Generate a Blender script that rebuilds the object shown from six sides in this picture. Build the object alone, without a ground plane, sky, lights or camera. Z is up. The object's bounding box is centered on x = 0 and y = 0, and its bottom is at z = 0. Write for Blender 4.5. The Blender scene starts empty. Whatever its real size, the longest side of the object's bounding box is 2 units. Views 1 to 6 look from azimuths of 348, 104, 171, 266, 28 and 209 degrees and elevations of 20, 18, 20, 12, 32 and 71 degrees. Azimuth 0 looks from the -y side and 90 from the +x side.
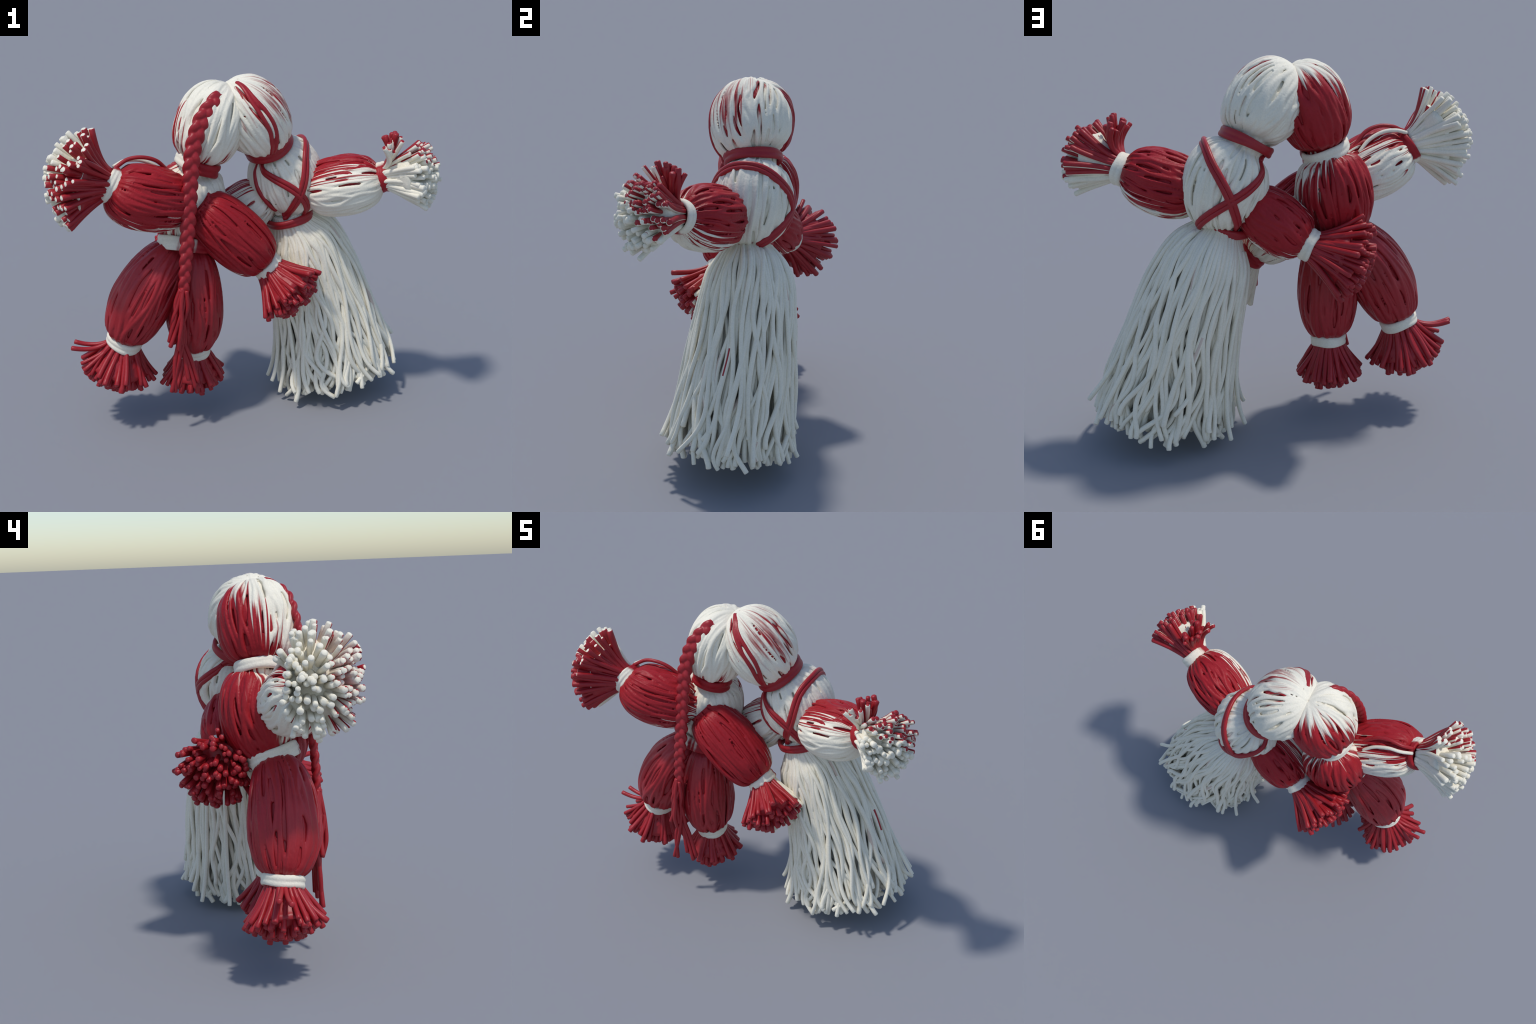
"""Two hugging yarn dolls (one red-legged, one white-skirted) tied out of red and white yarn bundles."""
import bpy, math
import numpy as np
from mathutils import Matrix, Vector

rng = np.random.default_rng(11)
TAU = 2 * math.pi
RED = (0.350, 0.014, 0.021)
WHITE = (0.85, 0.795, 0.66)


def vec(*a):
    return np.array(a, dtype=float)


def unit(v):
    v = np.asarray(v, dtype=float)
    return v / np.maximum(np.linalg.norm(v, axis=-1, keepdims=True), 1e-9)


# ------------------------------------------------------------------ curves
def smooth_curve(pts, m):
    """Catmull-Rom through control points (any dimension), m samples."""
    p = np.asarray(pts, dtype=float)
    n = len(p)
    q = np.vstack([2 * p[0] - p[1], p, 2 * p[-1] - p[-2]])
    u = np.linspace(0, n - 1, m)
    i = np.minimum(u.astype(int), n - 2)
    f = (u - i)[:, None]
    a, b, c, d = q[i], q[i + 1], q[i + 2], q[i + 3]
    return 0.5 * (2 * b + (c - a) * f + (2 * a - 5 * b + 4 * c - d) * f ** 2 + (3 * b - a - 3 * c + d) * f ** 3)


def wander(t, amp, waves=3, lowest=0.6, highest=2.6):
    """Smooth random function of t."""
    out = np.zeros_like(t)
    for _ in range(waves):
        out += math.sqrt(1.0 / waves) * np.sin(TAU * rng.uniform(lowest, highest) * t + rng.uniform(0, TAU))
    return amp * out


# ------------------------------------------------------------------ mesh collecting
class Soup:
    """Collects tubes and shells, then becomes one mesh object."""

    def __init__(self):
        self.v, self.q, self.t, self.qm, self.tm, self.n = [], [], [], [], [], 0

    def add(self, verts, quads, tris, qmat, tmat):
        self.v.append(verts)
        self.q.append(np.asarray(quads, dtype=np.int64).reshape(-1, 4) + self.n)
        self.t.append(np.asarray(tris, dtype=np.int64).reshape(-1, 3) + self.n)
        self.qm.append(np.broadcast_to(qmat, len(self.q[-1])))
        self.tm.append(np.broadcast_to(tmat, len(self.t[-1])))
        self.n += len(verts)

    def rings(self, rings, mat=0, closed=False, side_mat=None):
        """rings: (m, k, 3) loops; side_mat: material per side column."""
        m, k, _ = rings.shape
        verts = rings.reshape(-1, 3)
        idx = np.arange(m * k).reshape(m, k)
        nxt = np.roll(idx, -1, axis=1)
        if closed:
            a, b, c, d = idx, nxt, np.roll(nxt, -1, axis=0), np.roll(idx, -1, axis=0)
        else:
            a, b, c, d = idx[:-1], nxt[:-1], nxt[1:], idx[1:]
        quads = np.stack([a, b, c, d], axis=-1)
        qm = mat if side_mat is None else np.broadcast_to(side_mat, quads.shape[:2]).reshape(-1)
        tris = []
        if not closed:
            verts = np.vstack([verts, rings[0].mean(0), rings[-1].mean(0)])
            s, e = m * k, m * k + 1
            tris = np.vstack([np.stack([nxt[0], idx[0], np.full(k, s)], -1), np.stack([idx[-1], nxt[-1], np.full(k, e)], -1)])
        self.add(verts, quads, tris, qm, mat)

    def tube(self, path, width, height=None, normal=None, sides=9, mat=0, closed=False, side_mat=None, cap=True):
        """Round or flattened yarn along a path. width across the surface, height along `normal`."""
        path = np.asarray(path, dtype=float)
        m = len(path)
        if closed:
            tan = unit(np.roll(path, -1, 0) - np.roll(path, 1, 0))
        else:
            tan = unit(np.gradient(path, axis=0))
        if normal is None:
            start = np.cross(tan[0], (0.31, 0.17, 0.93))
            if np.linalg.norm(start) < 0.15:
                start = np.cross(tan[0], (1, 0, 0))
            nn = [unit(start)]
            for i in range(1, m):
                x = nn[-1] - tan[i] * (nn[-1] @ tan[i])
                nn.append(unit(x))
            normal = np.array(nn)
        else:
            normal = unit(normal - tan * np.sum(normal * tan, axis=1, keepdims=True))
        side = np.cross(tan, normal)
        w = np.broadcast_to(width, m).astype(float)
        h = w if height is None else np.broadcast_to(height, m).astype(float)
        if cap and not closed:                       # slightly rounded cut ends
            path = np.vstack([path[0] - tan[0] * w[0] * 0.25, path, path[-1] + tan[-1] * w[-1] * 0.28])
            normal = np.vstack([normal[:1], normal, normal[-1:]])
            side = np.vstack([side[:1], side, side[-1:]])
            w = np.concatenate([[w[0] * .72], w, [w[-1] * .72]])
            h = np.concatenate([[h[0] * .72], h, [h[-1] * .72]])
        a = np.arange(sides) / sides * TAU
        rings = path[:, None] + normal[:, None] * (h[:, None] * np.cos(a))[..., None] + side[:, None] * (w[:, None] * np.sin(a))[..., None]
        self.rings(rings, mat, closed, side_mat)

    def fuse(self, voxel=0.0048, smooth=3, mat=0):
        """Melts overlapping strands into one felted skin (voxel remesh, then smoothing); returns a new Soup."""
        ob = self.build("melt", [], None)
        md = ob.modifiers.new("remesh", "REMESH")
        md.mode, md.voxel_size, md.use_smooth_shade = "VOXEL", voxel, True
        if smooth:
            sm = ob.modifiers.new("smooth", "SMOOTH")
            sm.factor, sm.iterations = 0.5, smooth
        dg = bpy.context.evaluated_depsgraph_get()
        me = bpy.data.meshes.new_from_object(ob.evaluated_get(dg))
        co = np.empty(len(me.vertices) * 3, dtype=np.float32)
        me.vertices.foreach_get("co", co)
        lv = np.empty(len(me.loops), dtype=np.int32)
        me.loops.foreach_get("vertex_index", lv)
        tot = np.empty(len(me.polygons), dtype=np.int32)
        me.polygons.foreach_get("loop_total", tot)
        ls = np.empty(len(me.polygons), dtype=np.int32)
        me.polygons.foreach_get("loop_start", ls)
        q = lv[ls[tot == 4][:, None] + np.arange(4)]
        t = lv[ls[tot == 3][:, None] + np.arange(3)]
        out = Soup()
        out.add(co.reshape(-1, 3).astype(float), q, t, mat, mat)
        old = ob.data
        bpy.data.objects.remove(ob)
        bpy.data.meshes.remove(old)
        bpy.data.meshes.remove(me)
        return out

    def absorb(self, other, mat=0):
        self.add(np.vstack(other.v), np.vstack(other.q) - 0, np.vstack(other.t), mat, mat)

    def build(self, name, mats, parent, frame=None):
        v = np.vstack(self.v)
        if frame is None:
            frame = Matrix.Identity(4)
        inv = np.array(frame.inverted())
        v = v @ inv[:3, :3].T + inv[:3, 3]
        q, t = np.vstack(self.q), np.vstack(self.t)
        me = bpy.data.meshes.new(name)
        me.vertices.add(len(v))
        me.vertices.foreach_set("co", v.astype(np.float32).ravel())
        loops = np.concatenate([q.ravel(), t.ravel()]).astype(np.int32)
        me.loops.add(len(loops))
        me.loops.foreach_set("vertex_index", loops)
        starts = np.concatenate([np.arange(len(q)) * 4, len(q) * 4 + np.arange(len(t)) * 3]).astype(np.int32)
        me.polygons.add(len(q) + len(t))
        me.polygons.foreach_set("loop_start", starts)
        for m in mats:
            me.materials.append(m)
        me.polygons.foreach_set("material_index", np.concatenate(self.qm + self.tm).astype(np.int32))
        me.polygons.foreach_set("use_smooth", np.ones(len(q) + len(t), dtype=bool))
        me.update(calc_edges=True)
        me.validate()
        ob = bpy.data.objects.new(name, me)
        bpy.context.scene.collection.objects.link(ob)
        ob.parent = parent
        ob.matrix_world = frame
        if parent is not None:
            ob.matrix_parent_inverse = parent.matrix_world.inverted()
            ob.matrix_basis = frame
        return ob


# ------------------------------------------------------------------ materials
def yarn_material(name, red=None, frame=None, radius=0.17, direction=(0, 1, 0), edge=0.0, soft=0.25, streak=0.6, fine=9.0, length=0.9):
    """Yarn colour. red: 1 all red, 0 all white, None: split along `direction` (world), with streaks running along the bundle axis."""
    m = bpy.data.materials.new(name)
    m.use_nodes = True
    nt = m.node_tree
    N, L = nt.nodes, nt.links
    bsdf = N["Principled BSDF"]

    def math_node(op, a, b=None, clamp=False):
        n = N.new("ShaderNodeMath")
        n.operation, n.use_clamp = op, clamp
        for i, s in enumerate((a, b)):
            if s is None:
                continue
            if isinstance(s, (int, float)):
                n.inputs[i].default_value = s
            else:
                L.new(s, n.inputs[i])
        return n.outputs[0]

    tc = N.new("ShaderNodeTexCoord")
    obj = tc.outputs["Object"]

    def noise(vector, scale, detail=3.0, rough=0.55):
        n = N.new("ShaderNodeTexNoise")
        n.inputs["Scale"].default_value = scale
        n.inputs["Detail"].default_value = detail
        n.inputs["Roughness"].default_value = rough
        L.new(vector, n.inputs["Vector"])
        return n.outputs[0]

    def ramp(fac, lo, hi, c0, c1):
        n = N.new("ShaderNodeMapRange")
        n.inputs[1].default_value, n.inputs[2].default_value = lo, hi
        L.new(fac, n.inputs[0])
        mx = N.new("ShaderNodeMix")
        mx.data_type = "RGBA"
        L.new(n.outputs[0], mx.inputs["Factor"])
        mx.inputs["A"].default_value = (*c0, 1)
        mx.inputs["B"].default_value = (*c1, 1)
        return mx.outputs["Result"]

    grain = noise(obj, 170.0, 4.0)
    blotch = noise(obj, 9.0, 3.0)
    tone = math_node("ADD", math_node("MULTIPLY", grain, 0.55), math_node("MULTIPLY", blotch, 0.45))
    white = ramp(tone, 0.32, 0.68, tuple(c * k for c, k in zip(WHITE, (.90, .905, .90))), tuple(min(1, c * k) for c, k in zip(WHITE, (1.09, 1.085, 1.07))))
    redc = ramp(tone, 0.32, 0.68, tuple(c * k for c, k in zip(RED, (.86, .78, .80))), tuple(c * k for c, k in zip(RED, (1.13, 1.25, 1.2))))
    if red is None:
        inv = frame.to_3x3().inverted()
        d = inv @ Vector(direction)
        dot = N.new("ShaderNodeVectorMath")
        dot.operation = "DOT_PRODUCT"
        L.new(obj, dot.inputs[0])
        dot.inputs[1].default_value = tuple(d / radius)
        sep = N.new("ShaderNodeSeparateXYZ")
        L.new(obj, sep.inputs[0])
        flat = N.new("ShaderNodeCombineXYZ")
        L.new(sep.outputs[0], flat.inputs[0])
        L.new(sep.outputs[1], flat.inputs[1])
        nrm = N.new("ShaderNodeVectorMath")
        nrm.operation = "NORMALIZE"
        L.new(flat.outputs[0], nrm.inputs[0])
        lift = N.new("ShaderNodeCombineXYZ")
        L.new(math_node("MULTIPLY", sep.outputs[2], length), lift.inputs[2])
        add = N.new("ShaderNodeVectorMath")
        add.operation = "ADD"
        L.new(nrm.outputs[0], add.inputs[0])
        L.new(lift.outputs[0], add.inputs[1])
        st = noise(add.outputs[0], fine, 2.0, 0.5)
        f = math_node("ADD", dot.outputs["Value"], math_node("MULTIPLY", math_node("SUBTRACT", st, 0.5), streak * 3.0))
        mr = N.new("ShaderNodeMapRange")
        mr.interpolation_type = "SMOOTHSTEP"
        mr.inputs[1].default_value, mr.inputs[2].default_value = edge - soft / 2, edge + soft / 2
        L.new(f, mr.inputs[0])
        fac = mr.outputs[0]
    else:
        fac = None
    if fac is None:
        mx = N.new("ShaderNodeMix")
        mx.data_type = "RGBA"
        mx.inputs["Factor"].default_value = red
        L.new(white, mx.inputs["A"])
        L.new(redc, mx.inputs["B"])
        L.new(mx.outputs["Result"], bsdf.inputs["Base Color"])
        bsdf.inputs["Roughness"].default_value = 0.42 if red == 1 else 0.8
    else:
        mx = N.new("ShaderNodeMix")
        mx.data_type = "RGBA"
        L.new(fac, mx.inputs["Factor"])
        L.new(white, mx.inputs["A"])
        L.new(redc, mx.inputs["B"])
        L.new(mx.outputs["Result"], bsdf.inputs["Base Color"])
        L.new(math_node("SUBTRACT", 0.8, math_node("MULTIPLY", fac, 0.38)), bsdf.inputs["Roughness"])
    bsdf.inputs["Specular IOR Level"].default_value = 0.4 if red else 0.22
    bump = N.new("ShaderNodeBump")
    bump.inputs["Strength"].default_value = 0.14 if red == 1 else 0.38
    bump.inputs["Distance"].default_value = 0.004
    L.new(noise(obj, 120.0, 5.0, 0.6), bump.inputs["Height"])
    L.new(bump.outputs[0], bsdf.inputs["Normal"])
    return m


MAT_RED = yarn_material("red_yarn", 1)
MAT_WHITE = yarn_material("white_yarn", 0)
MAT_PINK = yarn_material("stained_white_yarn", 0.3)


# ------------------------------------------------------------------ yarn bundles
class Bundle:
    """Bulging hank of yarn: a spine with elliptical cross-sections (ra in the x-z plane, rb along y)."""

    def __init__(self, stations, samples=81):
        s = smooth_curve(stations, samples)
        self.t = np.linspace(0, 1, samples)
        self.c = s[:, :3]
        self.ra, self.rb = np.maximum(s[:, 3], .004), np.maximum(s[:, 4], .004)
        tan = unit(np.gradient(self.c, axis=0))
        y = vec(0, 1, 0) - tan * tan[:, 1:2]
        self.e2 = unit(y)
        self.e1 = np.cross(self.e2, tan)
        self.tan = tan

    def at(self, t):
        g = lambda a: np.stack([np.interp(t, self.t, a[:, i]) for i in range(3)], -1)
        return g(self.c), unit(g(self.e1)), unit(g(self.e2)), np.interp(t, self.t, self.ra), np.interp(t, self.t, self.rb)

    def surface(self, t, th, off=0.0, scale=1.0):
        c, e1, e2, ra, rb = self.at(t)
        off = np.broadcast_to(off, np.shape(t))
        cs, sn = np.cos(th), np.sin(th)
        p = c + e1 * ((ra * scale + off) * cs)[:, None] + e2 * ((rb * scale + off) * sn)[:, None]
        n = unit(e1 * (cs * rb)[:, None] + e2 * (sn * ra)[:, None])
        return p, n

    def locate(self, pts):
        """(t, theta) of points near the bundle."""
        t, th = [], []
        for p in np.asarray(pts, dtype=float):
            i = int(np.argmin(np.abs(np.sum((p - self.c) * self.tan, axis=1)) + 0.15 * np.linalg.norm(p - self.c, axis=1)))
            d = p - self.c[i]
            t.append(self.t[i])
            th.append(math.atan2((d @ self.e2[i]) / self.rb[i], (d @ self.e1[i]) / self.ra[i]))
        return np.array(t), np.unwrap(np.array(th))

    def frame(self):
        z = unit(self.c[-1] - self.c[0])
        y = unit(vec(0, 1, 0) - z * z[1])
        x = np.cross(y, z)
        c = self.c[len(self.c) // 2]
        return Matrix(((x[0], y[0], z[0], c[0]), (x[1], y[1], z[1], c[1]), (x[2], y[2], z[2], c[2]), (0, 0, 0, 1)))

    def core(self, soup, scale=0.95, mat=0, t0=0.0, t1=1.0, sides=40, sink=0.010):
        t = np.linspace(t0, t1, 48)
        a = np.arange(sides) / sides * TAU
        rings = np.stack([self.surface(t, np.full_like(t, x), -sink, scale)[0] for x in a], axis=1)
        soup.rings(rings, mat)

    def one_strand(self, soup, first, step, r, mat=0, off=0.003, wobble=1.0, t0=0.0, t1=1.0, samples=44, sides=8, width=1.0):
        """A single strand lying on top of the sheet."""
        t = np.linspace(t0, t1, samples)
        th = first + wander(t, wobble * step)
        c, e1, e2, ra, rb = self.at(t)
        w = np.clip(r * width * np.clip(np.sqrt(ra * rb) / .12, .5, 1), .004, None)
        p, nn = self.surface(t, th, off - w * .5)
        soup.tube(p, w, w * .85, nn, sides=sides, mat=mat)

    def strands(self, soup, n, r=0.0135, mat=0, wobble=0.55, lift=0.004, samples=40, sides=8, t0=0.0, t1=1.0, fill=.94, flat=1.0, off=0.0):
        """A sheet of n strands lying side by side over the bulge, wandering so that they merge and part."""
        t = np.linspace(t0, t1, samples)
        c, e1, e2, ra, rb = self.at(t)
        around = TAU * np.sqrt((ra ** 2 + rb ** 2) / 2)
        for i in range(n):
            step = TAU / n
            th = i * step + rng.uniform(-.25, .25) * step + wander(t, wobble * step)
            w = np.clip(around / n / 2 * fill * rng.uniform(.85, 1.2), 0.004, r * rng.uniform(.9, 1.2))
            h = np.minimum(w * 0.95, r * flat)
            o = -h * 0.50 + wander(t, lift) * np.clip(w / r, 0.2, 1) + rng.uniform(-.004, .003) + off
            p, nn = self.surface(t, th, o)
            soup.tube(p, w, h, nn, sides=sides, mat=mat)


def bulge(p0, pm, p1, ra, rb, f0, f1, peak=0.5, power=2.1, n=17, pad0=0.026, pad1=0.026):
    """Stations of a hank tied at both ends; the spine passes pm at its middle."""
    p0, pm, p1 = map(np.array, (p0, pm, p1))
    pc = 2 * pm - 0.5 * (p0 + p1)
    out = []
    for s in (1 - np.cos(np.linspace(0, math.pi, n))) / 2:
        p = (1 - s) ** 2 * p0 + 2 * s * (1 - s) * pc + s * s * p1
        size = np.linalg.norm(p1 - p0)
        x = (peak - s) / (peak - pad0 / size) if s < peak else (s - peak) / (1 - peak - pad1 / size)
        x = min(x, 1.0)
        g = max(0.0, 1 - x ** power) ** (1 / power)
        f = f0 if s < peak else f1
        k = f + (1 - f) * g
        out.append((*p, ra * k, rb * k))
    return out


def part_from_bundle(name, b, parent, mat, core_mat=None, n=42, overlay=14, r=0.0135, **kw):
    s, sheet, under = Soup(), Soup(), Soup()
    b.core(s, mat=1)
    b.strands(under, int(n * .8), r, mat=0, wobble=.5, off=-.0085, samples=32)
    s.absorb(under.fuse(.0062, 1), 1)
    b.strands(sheet, n, r, mat=0, **kw)
    for first in rng.uniform(0, TAU, overlay):
        b.one_strand(sheet, first, TAU / n, r)
    s.absorb(sheet.fuse(.0045, 1), 0)
    return s.build(name, [mat, core_mat or mat], parent, b.frame())


def ring_path(c, normal, ra, rb, m=56, wob=0.0):
    nrm = unit(np.array(normal, dtype=float))
    e2 = unit(vec(0, 1, 0) - nrm * nrm[1])
    e1 = np.cross(e2, nrm)
    a = np.arange(m) / m * TAU
    k = 1 + wob * np.sin(2 * a + rng.uniform(0, TAU)) + wob * .6 * np.sin(3 * a + rng.uniform(0, TAU))
    out = e1 * (np.cos(a) * ra)[:, None] + e2 * (np.sin(a) * rb)[:, None]
    return np.array(c) + out * k[:, None], unit(out), nrm, a


def tie(name, parent, mats, c, normal, ra, rb, width=0.05, loops=3, thick=0.013):
    """Yarn wound round a neck, wrist, waist or ankle: a few loops lying side by side."""
    s = Soup()
    ca, na, nrm, a = ring_path(c, normal, ra - thick * .45, rb - thick * .45, wob=.01)
    s.tube(ca, width * 0.46, thick * 0.75, na, sides=12, closed=True, mat=0)
    gap = width / loops
    for i in range(loops):
        o = (i - (loops - 1) / 2) * gap
        p, nn, _, a = ring_path(np.array(c) + nrm * o, normal, ra, rb, wob=.012)
        p = p + nrm * (0.16 * gap * np.sin(a + rng.uniform(0, TAU)) + .12 * gap * np.sin(3 * a + rng.uniform(0, TAU)))[:, None]
        s.tube(p, gap * 0.66 * rng.uniform(.95, 1.1), thick * rng.uniform(.75, 1.0), nn, sides=10, closed=True, mat=min(i, len(mats) - 1))
    if len(mats) == 1:
        s = s.fuse(.0042, 2)
    z = Vector(nrm)
    y = Vector(unit(vec(0, 1, 0) - nrm * nrm[1]))
    x = y.cross(z)
    f = Matrix(((x.x, y.x, z.x, c[0]), (x.y, y.y, z.y, c[1]), (x.z, y.z, z.z, c[2]), (0, 0, 0, 1)))
    return s.build(name, mats, parent, f)


def frame_at(c, axis):
    z = unit(np.array(axis, dtype=float))
    y = unit(vec(0, 1, 0) - z * z[1])
    x = np.cross(y, z)
    return x, y, z, Matrix(((x[0], y[0], z[0], c[0]), (x[1], y[1], z[1], c[1]), (x[2], y[2], z[2], c[2]), (0, 0, 0, 1)))


named_strands = 0


def tassel(name, parent, c, axis, r0, length, spread1, spread2, n=74, r=0.0115, pick=None, mats=(MAT_RED,), single=26, gap=None, jitter=0.07, strays=(), hub_mat=0, facing=(0.0, -1.0, 0.25), tip=None, fill=.86):
    """Cut yarn ends fanning out of a tie. pick(tip_direction) -> (material slot front, slot back)."""
    global named_strands
    e1, e2, az, f = frame_at(c, axis)
    c = np.array(c)
    rest = Soup()
    hub = Soup()
    # inner body that the strands grow out of
    def fan(rho, phi, ln, al):
        r_ = e1 * math.cos(phi) + e2 * math.sin(phi)
        d_ = az * math.cos(al) + r_ * math.sin(al)
        return c + r_ * r0 * .86 * rho - az * .012, c + r_ * (r0 * rho * .95 + ln * .10 * math.sin(al)) + az * ln * (.20 + .16 * (1 - rho)), c + d_ * ln, d_, r_

    # packed inner body of the tuft, its dome lying a little under the cut ends
    loops = [(.93, u) for u in np.linspace(0, fill, 9)] + [(q, fill * (1 + .02 * (1 - q))) for q in (.85, .7, .5, .3, .12)]
    rings = []
    for q, u in loops:
        ring = []
        for phi in np.arange(36) / 36 * TAU:
            sp = math.hypot(math.cos(phi) * spread1, math.sin(phi) * spread2)
            a, b, e, _, _ = fan(q, phi, length * .97, sp * q ** .95)
            ring.append((1 - u) ** 2 * a + 2 * u * (1 - u) * b + u * u * e + rng.normal(0, .0035, 3) * (u > .2))
        rings.append(ring)
    rings = np.array(rings)
    strands = []
    for k in range(n):
        rho = math.sqrt((k + .5) / n)
        phi = k * 2.399963 + rng.uniform(-.25, .25)
        sp = math.hypot(math.cos(phi) * spread1, math.sin(phi) * spread2)
        al = sp * rho ** 0.95 + rng.normal(0, .05)
        if gap and abs(al * math.cos(phi) - gap[0]) < gap[1]:
            al *= 1 + .35 * (1 if al * math.cos(phi) > gap[0] else -1)
        ln = length * (1 + rng.uniform(-jitter, jitter * .6)) * (1 - .03 * rho)
        strands.append((rho, phi, al, ln))
    for st in strays:
        strands.append((1.0, math.radians(st[0]), math.radians(st[1]), st[2]))
    for k, (rho, phi, al, ln) in enumerate(strands):
        start, ctrl, end, d, rad = fan(rho, phi, ln, al)
        ctrl = ctrl + rng.normal(0, .008, 3)
        end = end + rng.normal(0, .006, 3)
        s = np.linspace(0, 1, 13)[:, None]
        path = (1 - s) ** 2 * start + 2 * s * (1 - s) * ctrl + s * s * end
        bend = unit(rng.normal(0, 1, 3))
        path = path + bend * (rng.uniform(.004, .014) * np.sin(s * TAU * rng.uniform(.3, .8) + rng.uniform(0, TAU)) * s)
        w = r * rng.uniform(.85, 1.2) * np.linspace(.85, 1.03, 13)
        side_mat = None
        mat = end_mat = 0
        if pick:
            fm, bm = pick(d, rho)
            mat = fm
            end_mat = fm if tip is None else tip(d, rho) if callable(tip) else tip
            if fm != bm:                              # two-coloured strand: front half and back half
                side_mat = np.array([fm if j in (0, 1, 2, 7, 8) else bm for j in range(9)])
        target = rest
        if k >= len(strands) - single and named_strands < 300:
            target = Soup()
        nn = np.repeat(np.array([facing]), 13, 0) if side_mat is not None else None
        target.tube(path, w, None, nn, sides=9, mat=end_mat, side_mat=side_mat if side_mat is not None else np.full(9, mat))
        if target is not rest:
            strands[k] = target
            named_strands += 1
    side_mat = np.full((len(loops) - 1, 36), hub_mat)
    if pick:
        for k, phi in enumerate(np.arange(36) / 36 * TAU):
            sp = math.hypot(math.cos(phi) * spread1, math.sin(phi) * spread2)
            side_mat[:8, k] = pick(fan(.93, phi, length, sp)[3], .93)[0]
    hub.rings(rings, hub_mat, side_mat=side_mat)
    hand = hub.build(name, list(mats), parent, f)
    if rest.n:
        o = rest.build("yarn_strands", list(mats), hand, f)
        o["kind"] = "stuff"
    for st in strands:
        if isinstance(st, Soup):
            st.build("strand", list(mats), hand, f)
    return hand


# ------------------------------------------------------------------ the pair
root = bpy.data.objects.new("yarn_doll_pair", None)
bpy.context.scene.collection.objects.link(root)
root["label"] = "two hugging dolls tied from red and white yarn"
root["category"] = "yarn doll"

KNOT = (-0.070, -0.036, 1.760)

# heads share the knot on top
head_a = Bundle(bulge(KNOT, (-.160, -.050, 1.568), (-.226, -.050, 1.368), .168, .188, .06, .46, peak=.47, pad0=0.0, pad1=.034))
fr = head_a.frame()
m = yarn_material("yarn_head_red_back", None, fr, .18, (-.25, .90, -.48), edge=.03, soft=.34, streak=.85, fine=11.0, length=.2)
mc = yarn_material("yarn_head_red_under", None, fr, .18, (-.25, .85, -.60), edge=-.25, soft=.28, streak=.3, fine=7.0)
part_from_bundle("head", head_a, root, m, mc, n=50, r=.0145, wobble=.50)

head_b = Bundle(bulge(KNOT, (.064, -.022, 1.590), (.150, .030, 1.438), .172, .195, .06, .48, peak=.47, pad0=0.0, pad1=.030))
m = yarn_material("yarn_head_white", None, head_b.frame(), .18, (.55, -.48, .55), edge=.95, soft=.5, streak=.60, fine=12.0, length=.3)
mc = yarn_material("yarn_head_white_under", None, head_b.frame(), .18, (.55, -.48, .55), edge=.40, soft=.3, streak=.45, fine=9.0)
part_from_bundle("head", head_b, root, m, mc, n=52, r=.0145, wobble=.50)

# red strands laid over the face of the white head
def laid(bundle, points, name, mat, offs, r=.0125, lens=.010, off=.004):
    t, th = bundle.locate(points)
    q = smooth_curve(np.stack([t, th], 1), 44)
    p, n = bundle.surface(np.clip(q[:, 0], 0, 1), q[:, 1], off)
    side = np.cross(unit(np.gradient(p, axis=0)), n)
    s = Soup()
    u = np.linspace(0, 1, 44)
    for k in offs:
        s.tube(p + side * (k * (.0085 + lens * np.sin(u * math.pi) ** 2))[:, None], r * (.7 + .3 * np.sin(u * math.pi)), r * .75, n, sides=9)
    return s.fuse(.0042, 2).build(name, [mat], root, bundle.frame())


laid(head_b, [(-.045, -.075, 1.768), (.010, -.150, 1.715), (.075, -.205, 1.640), (.118, -.195, 1.560), (.130, -.130, 1.475), (.135, -.085, 1.440)], "hair_strand", MAT_RED, (-1, 1), r=.0122, lens=.0085)
laid(head_b, [(-.050, -.080, 1.755), (-.010, -.170, 1.680), (.035, -.212, 1.590), (.075, -.195, 1.510)], "hair_strand", MAT_RED, (0,), r=.007, off=.001)

# torsos
torso_a = Bundle(bulge((-.230, -.050, 1.375), (-.268, -.020, 1.175), (-.308, -.088, .965), .182, .172, .45, .58, power=1.95, pad0=.036))
m = yarn_material("yarn_torso_red_back", None, torso_a.frame(), .17, (-.50, .85, -.30), edge=-.10, soft=.35, streak=.72, fine=10.0, length=.35)
part_from_bundle("torso", torso_a, root, m, m, n=50)
torso_b = Bundle(bulge((.150, .034, 1.440), (.252, .046, 1.240), (.264, .032, 1.045), .192, .192, .48, .46, power=1.9, peak=.44, pad0=.034, pad1=.03))
part_from_bundle("torso", torso_b, root, MAT_WHITE, MAT_WHITE, n=54)

# arms
arms = {
    "a_out": Bundle(bulge((-.300, -.110, 1.205), (-.510, -.192, 1.256), (-.675, -.212, 1.338), .159, .158, .62, .46, peak=.5)),
    "a_in": Bundle(bulge((-.248, -.150, 1.200), (-.070, -.137, 1.018), (.110, -.145, .835), .150, .150, .50, .42, peak=.5, power=2.2)),
    "b_out": Bundle(bulge((.360, -.020, 1.195), (.535, -.098, 1.230), (.712, -.160, 1.278), .153, .156, .66, .40, peak=.46)),
    "b_in": Bundle(bulge((.160, .065, 1.185), (.012, .090, 1.060), (-.128, .142, .972), .136, .145, .60, .44, peak=.46)),
}
arm_red = {"a_out": ((.10, -.80, .55), -.15), "a_in": ((0, -.90, .30), -.45), "b_out": ((0, .75, .65), .02), "b_in": ((0, .85, .40), -.05)}
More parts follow.
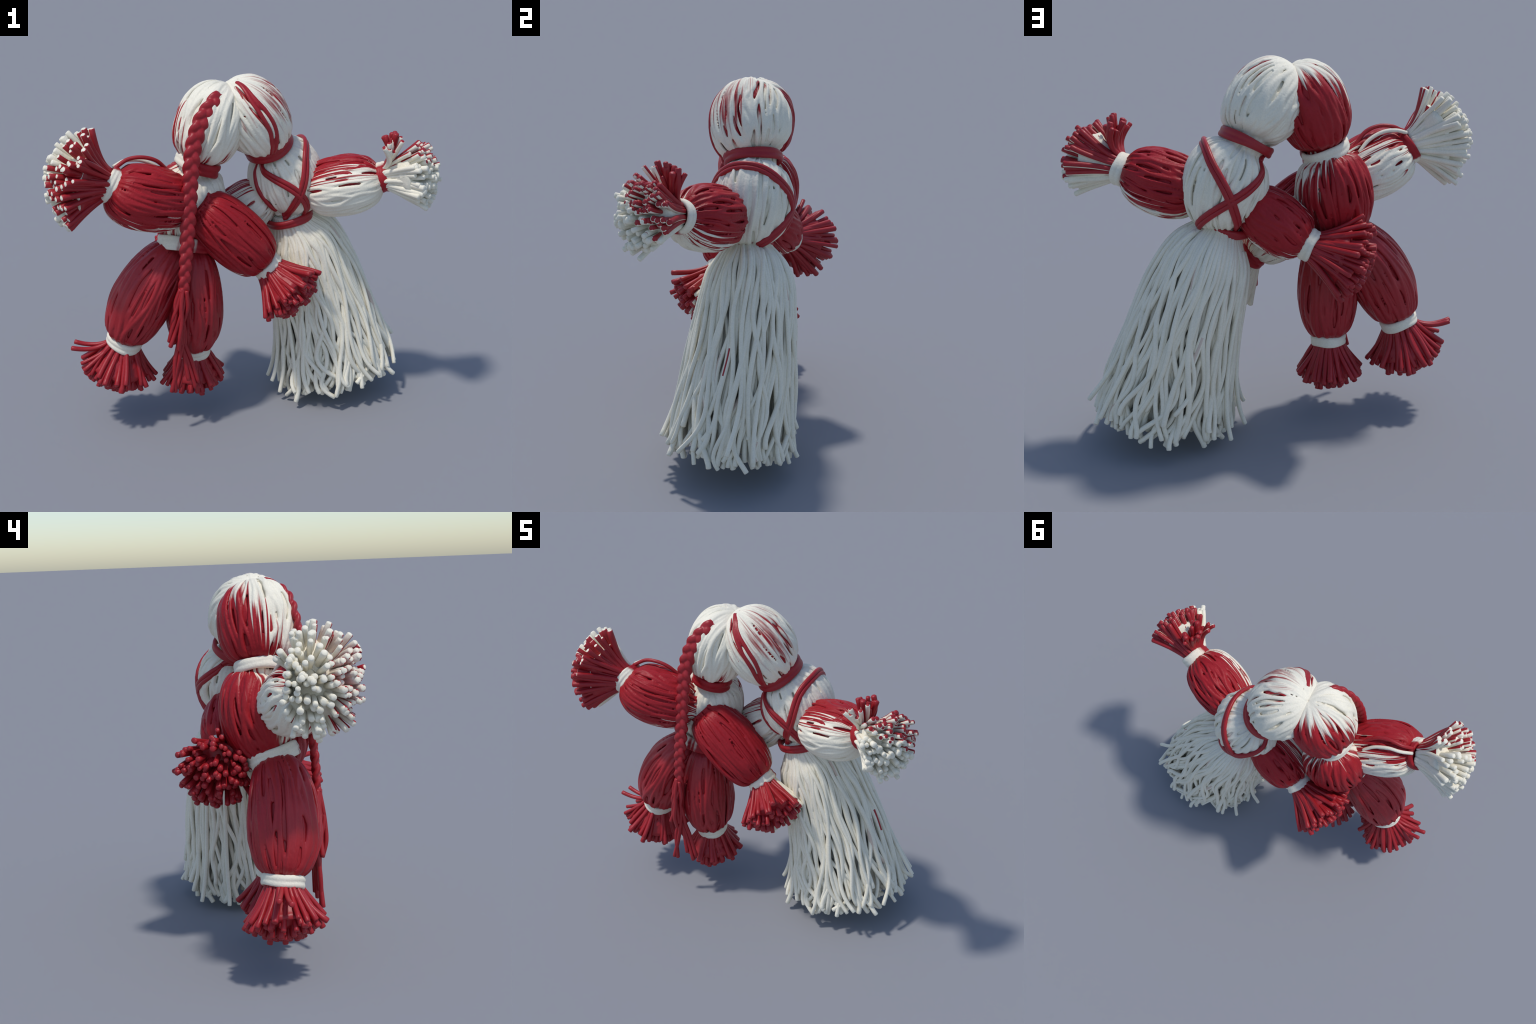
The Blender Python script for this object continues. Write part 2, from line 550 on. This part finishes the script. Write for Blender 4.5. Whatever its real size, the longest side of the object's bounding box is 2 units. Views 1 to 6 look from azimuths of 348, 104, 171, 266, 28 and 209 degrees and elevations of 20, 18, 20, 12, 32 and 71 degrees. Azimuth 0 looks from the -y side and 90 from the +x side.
for key, b in arms.items():
    d, e = arm_red[key]
    m = yarn_material("yarn_arm_" + ("front_red" if key[0] == "a" else "back_red"), None, b.frame(), .165, d, edge=e, soft=.16, streak=.8, fine=21.0, length=.12)
    mc = yarn_material("yarn_arm_under", None, b.frame(), .165, d, edge=e - .55, soft=.2, streak=.3, fine=10.0, length=.7)
    part_from_bundle("arm", b, root, m, mc, n=52)

# legs
leg_out = Bundle(bulge((-.345, -.095, .965), (-.520, -.112, .735), (-.638, -.088, .460), .155, .166, .42, .50, peak=.60, power=1.8))
leg_in = Bundle(bulge((-.268, -.100, .960), (-.270, -.118, .655), (-.276, -.085, .382), .146, .158, .44, .48, peak=.58, power=1.8))
for b in (leg_out, leg_in):
    part_from_bundle("leg", b, root, MAT_RED, MAT_RED, n=52)

# skirt: long loose strands
skirt_b = Bundle([
    (.264, .032, 1.075, .090, .092), (.286, .040, 1.020, .121, .124), (.330, .058, .930, .194, .198), (.380, .070, .800, .229, .234),
    (.442, .070, .600, .260, .257), (.495, .064, .400, .293, .277), (.538, .059, .220, .324, .299), (.564, .055, .092, .343, .316)])
skirt_frame = skirt_b.frame()
sk = Soup()
skirt_b.core(sk, .72, 0, 0.0, .90, sides=48, sink=0.0)
rest = Soup()
skirt_parts = []
centres = rng.uniform(0, TAU, 9)
for layer, (n, sc, wob) in enumerate(((96, 1.0, 1.65), (76, .91, 1.9), (64, .76, 1.7), (30, 1.01, .55))):
    for i in range(n):
        step = TAU / n
        t1 = rng.uniform(.93, 1.0) if rng.random() < .82 else rng.uniform(.80, .94)
        t = np.linspace(0.0, t1, 48)
        grow = .15 + 1.25 * t
        th = i * step + rng.uniform(-.4, .4) * step + wander(t, wob * step, lowest=.5, highest=3.2) * grow
        near = (centres - th[-1] + math.pi) % TAU - math.pi      # ends gather into loose locks
        pull = near[np.argmin(np.abs(near))]
        th = th + .16 * pull * np.clip((t - .3) / .7, 0, 1) ** 1.5
        w = np.interp(t, [0, .12, .35, 1], [.008, .0118, .0118, .0122]) * rng.uniform(.82, 1.15)
        o = -w * .7 + rng.uniform(-.020, .004) * np.clip(t * 3, 0, 1) + wander(t, .011) * np.clip(t * 1.2, 0, 1)
        o = o + (rng.uniform(-.03, .025) + (rng.random() < .08) * .05) * np.clip((t - .72) / .28, 0, 1) ** 2
        p, nn = skirt_b.surface(t, th, o, sc)
        s = Soup() if layer == 0 or (layer == 1 and i % 2 == 0) else rest
        side_mat = None
        if layer in (0, 3) and rng.random() < .26 and p[-1][0] > .52 and p[-1][1] > -.12:   # a few strands are part red
            side_mat = np.zeros((47, 8), dtype=int)
            a, b = sorted(rng.integers(8, 47, 2))
            side_mat[max(a, b - rng.integers(3, 9)):b + 1, :rng.integers(2, 6)] = rng.choice([1, 2, 2])
            side_mat = np.vstack([side_mat[:1], side_mat, side_mat[-1:]])
        s.tube(p, w, None, nn, sides=8, mat=0, side_mat=side_mat)
        if s is not rest:
            skirt_parts.append(s)
for ang, t1, out in ((3.3, .90, .07), (3.5, .97, .05), (2.9, .95, .06), (3.75, .985, .03), (2.5, .96, .05), (.25, .90, .05), (.6, .93, .04)):
    t = np.linspace(.2, t1, 40)       # strays that stand off the hem
    th = math.pi - ang + wander(t, .05)
    flick = np.clip((t - .62) / (t1 - .62), 0, 1) ** 2 * out
    p, nn = skirt_b.surface(t, th, flick, 1.0)
    s = Soup()
    s.tube(p, .0112, None, nn, sides=8)
    skirt_parts.append(s)
skirt = sk.build("skirt", [MAT_WHITE], root, skirt_frame)
o = rest.build("yarn_strands", [MAT_WHITE, MAT_RED, MAT_PINK], skirt, skirt_frame)
o["kind"] = "stuff"
for s in skirt_parts:
    s.build("strand", [MAT_WHITE, MAT_RED, MAT_PINK], skirt, skirt_frame)
    named_strands += 1

# ties
nm = yarn_material("yarn_neck_tie", None, frame_at((-.228, -.050, 1.370), (.40, 0, 1))[3], .10, (.55, -.85, 0), edge=.45, soft=.2, streak=.15, fine=3.0)
tie("neck_tie", root, [nm], (-.228, -.050, 1.370), (.40, 0, 1), .104, .114, .056, 2)
tie("neck_tie", root, [MAT_RED], (.150, .018, 1.434), (-.50, -.20, 1), .119, .136, .046, 2)
belt_f = (-.306, -.088, .965)
bm = yarn_material("yarn_belt", None, frame_at(belt_f, (.20, .33, 1))[3], .12, (.30, -.75, 0), edge=.72, soft=.25, streak=.45, fine=3.0)
tie("belt", root, [bm], belt_f, (.20, .33, 1), .133, .122, .066, 3, .013)
tie("waist_tie", root, [MAT_RED], (.264, .030, 1.040), (-.28, -.02, 1), .119, .117, .040, 2)
for key, wdt, mats in (("a_out", .052, None), ("a_in", .046, None), ("b_out", .050, None), ("b_in", .044, [MAT_WHITE])):
    b = arms[key]
    if mats is None:
        d = {"a_out": (0, .8, .6), "a_in": (0, 1, 0), "b_out": (0, -1, -.3)}[key]
        e = {"a_out": .35, "a_in": .3, "b_out": .0}[key]
        mats = [yarn_material("yarn_wrist_tie", None, frame_at(b.c[-1], b.tan[-1])[3], .08, d, edge=e, soft=.3, streak=.2, fine=3.0)]
    ob = tie("wrist_tie", root, mats, b.c[-1], b.tan[-1], b.ra[-1] + .008, b.rb[-1] + .008, wdt, 2 if key != "a_out" else 3)
for b in (leg_out, leg_in):
    tie("ankle_tie", root, [MAT_WHITE], b.c[-1], b.tan[-1], b.ra[-1] + .008, b.rb[-1] + .008, .050, 2)

# hands and feet
rad = math.radians


def pick_a_out(d, rho):      # outer hand of the trousered doll: red on the near side, white outside and at the cut ends
    s = -d[1] + .5 * (1 + d[0]) + rng.normal(0, .02)
    return (0, 0) if s > .95 else ((0, 1) if s > .28 else (1, 1))


def pick_b_out(d, rho):      # outer hand of the skirted doll: white low in front, red on top and behind
    s = d[1] * .9 + d[2] * .8 - .10 + rng.normal(0, .08)
    return (1, 1) if s < -.26 else ((1, 0) if s < .42 else (0, 0))


def tip_b_out(d, rho):
    return 0 if d[1] * .9 + d[2] * .8 + rng.normal(0, .12) > -.12 else 1


def pick_a_in(d, rho):
    s = -d[1] * 1.0 + d[2] * .2 + rng.normal(0, .08)
    return (0, 0) if s > .22 else ((0, 1) if s > .05 else (1, 1))


up_b = [(p, a, l) for p, a, l in zip(rng.uniform(145, 215, 20), rng.uniform(62, 88, 20), rng.uniform(.19, .24, 20))]
tassel("hand", root, (-.688, -.214, 1.345), (-.95, -.17, .22), .076, .290, rad(63), rad(35), 150, r=.0132, pick=pick_a_out, mats=(MAT_RED, MAT_WHITE), hub_mat=1, tip=1, facing=(.5, -.85, -.3), fill=.76)
tassel("hand", root, (.728, -.178, 1.285), (.80, -.50, .17), .068, .254, rad(44), rad(43), 138, r=.0125, pick=pick_b_out, mats=(MAT_RED, MAT_WHITE), facing=(0, -.8, -.45), strays=up_b, single=36, tip=tip_b_out, fill=.80, hub_mat=1)
tassel("hand", root, (.120, -.148, .820), (.58, -.40, -.68), .072, .260, rad(46), rad(46), 116, r=.0122, pick=pick_a_in, mats=(MAT_RED, MAT_WHITE))
tassel("hand", root, (-.140, .144, .966), (-.91, .25, -.30), .068, .288, rad(46), rad(41), 128, r=.0125, fill=.76)
tassel("foot", root, (-.644, -.086, .438), (-.24, .02, -.95), .086, .248, rad(55), rad(47), 140, r=.0125, strays=((-3, 78, .27), (9, 80, .255)))
tassel("foot", root, (-.278, -.080, .360), (-.02, .05, -1), .082, .224, rad(48), rad(50), 130, r=.0125)






# crossed straps on the white torso
def strap(points, off=0.008, r=0.0125, gap=0.0195, twin=True):
    t, th = torso_b.locate(points)
    q = smooth_curve(np.stack([t, th], 1), 40)
    p, n = torso_b.surface(np.clip(q[:, 0], 0, 1), q[:, 1], off)
    tan = unit(np.gradient(p, axis=0))
    side = np.cross(tan, n)
    s = Soup()
    for k in ((-.5, .5) if twin else (0,)):
        s.tube(p + side * (k * gap), r, r * .85, n, sides=10)
    return s.build("strap", [MAT_RED], root, torso_b.frame())


strap([(.200, -.070, 1.050), (.278, -.140, 1.202), (.318, -.103, 1.382), (.315, .035, 1.430), (.290, .125, 1.380), (.246, .214, 1.232), (.200, .110, 1.050)])
strap([(.068, -.012, 1.354), (.150, -.130, 1.290), (.278, -.137, 1.202), (.340, -.080, 1.080)])
strap([(.067, .140, 1.342), (.150, .190, 1.290), (.250, .214, 1.220), (.370, .110, 1.080)])
strap([(.068, -.012, 1.354), (.060, .060, 1.36), (.067, .140, 1.342)])
strap([(.075, -.010, 1.340), (.070, -.060, 1.231), (.130, -.090, 1.110)], twin=False)

# braid hanging from the head, with its loose tail
spine = smooth_curve([(-.132, -.155, 1.735), (-.168, -.194, 1.700), (-.230, -.220, 1.618), (-.272, -.238, 1.500), (-.292, -.252, 1.360),
                      (-.307, -.266, 1.190), (-.322, -.279, 1.030), (-.336, -.288, .890), (-.346, -.288, .790)], 260)
tan = unit(np.gradient(spine, axis=0))
front = unit(vec(0, -1, .1) - tan * (tan @ vec(0, -1, .1))[:, None])
side = np.cross(tan, front)
arc = np.concatenate([[0], np.cumsum(np.linalg.norm(np.diff(spine, axis=0), axis=1))])
s = Soup()
amp = np.interp(arc, [0, .14, .7, 1.0], [.012, .024, .022, .015])
for k in range(3):
    ph = TAU * arc / .175 + TAU * k / 3
    p = spine + side * (amp * np.sin(ph))[:, None] + front * (.0095 * np.sin(2 * ph))[:, None]
    s.tube(p, np.interp(arc, [0, .7, 1.02], [.0215, .0195, .015]), .0130, front, sides=12)
s = s.fuse(.0045, 2)
braid = s.build("braid", [MAT_RED], root)
for k in range(13):
    a0 = spine[-6] + rng.normal(0, .014, 3) * (1, .6, .2)
    long = k >= 8
    end = vec(-.384, -.275, .500) + rng.normal(0, .018, 3)
    if long:
        end = [vec(-.425, -.295, .245), vec(-.405, -.290, .240), vec(-.300, -.285, .250), vec(-.285, -.275, .275), vec(-.335, -.290, .300)][k - 8]
    mid = (a0 + end) / 2 + vec(-.004, -.012, 0) + rng.normal(0, .010, 3)
    if long:
        mid = vec(-.365, -.277, .540) + rng.normal(0, .012, 3)
    s = Soup()
    s.tube(smooth_curve([a0, (a0 + mid) / 2 + rng.normal(0, .006, 3), mid, (mid + end) / 2 + rng.normal(0, .006, 3), end], 30), .0115, sides=9)
    s.build("strand", [MAT_RED], braid)

# loose loop over the trousered doll's outer arm
s = Soup()
s.tube(smooth_curve([(-.640, -.195, 1.415), (-.580, -.170, 1.445), (-.510, -.165, 1.450), (-.440, -.150, 1.425), (-.380, -.120, 1.360)], 30), .010, sides=9)
s.build("loose_strand", [MAT_RED], root)
s = Soup()
s.tube(smooth_curve([(-.650, -.170, 1.412), (-.590, -.140, 1.432), (-.520, -.128, 1.428), (-.450, -.110, 1.395), (-.400, -.085, 1.345)], 30), .0095, sides=9)
s.build("loose_strand", [MAT_WHITE], root)

bpy.context.view_layer.update()
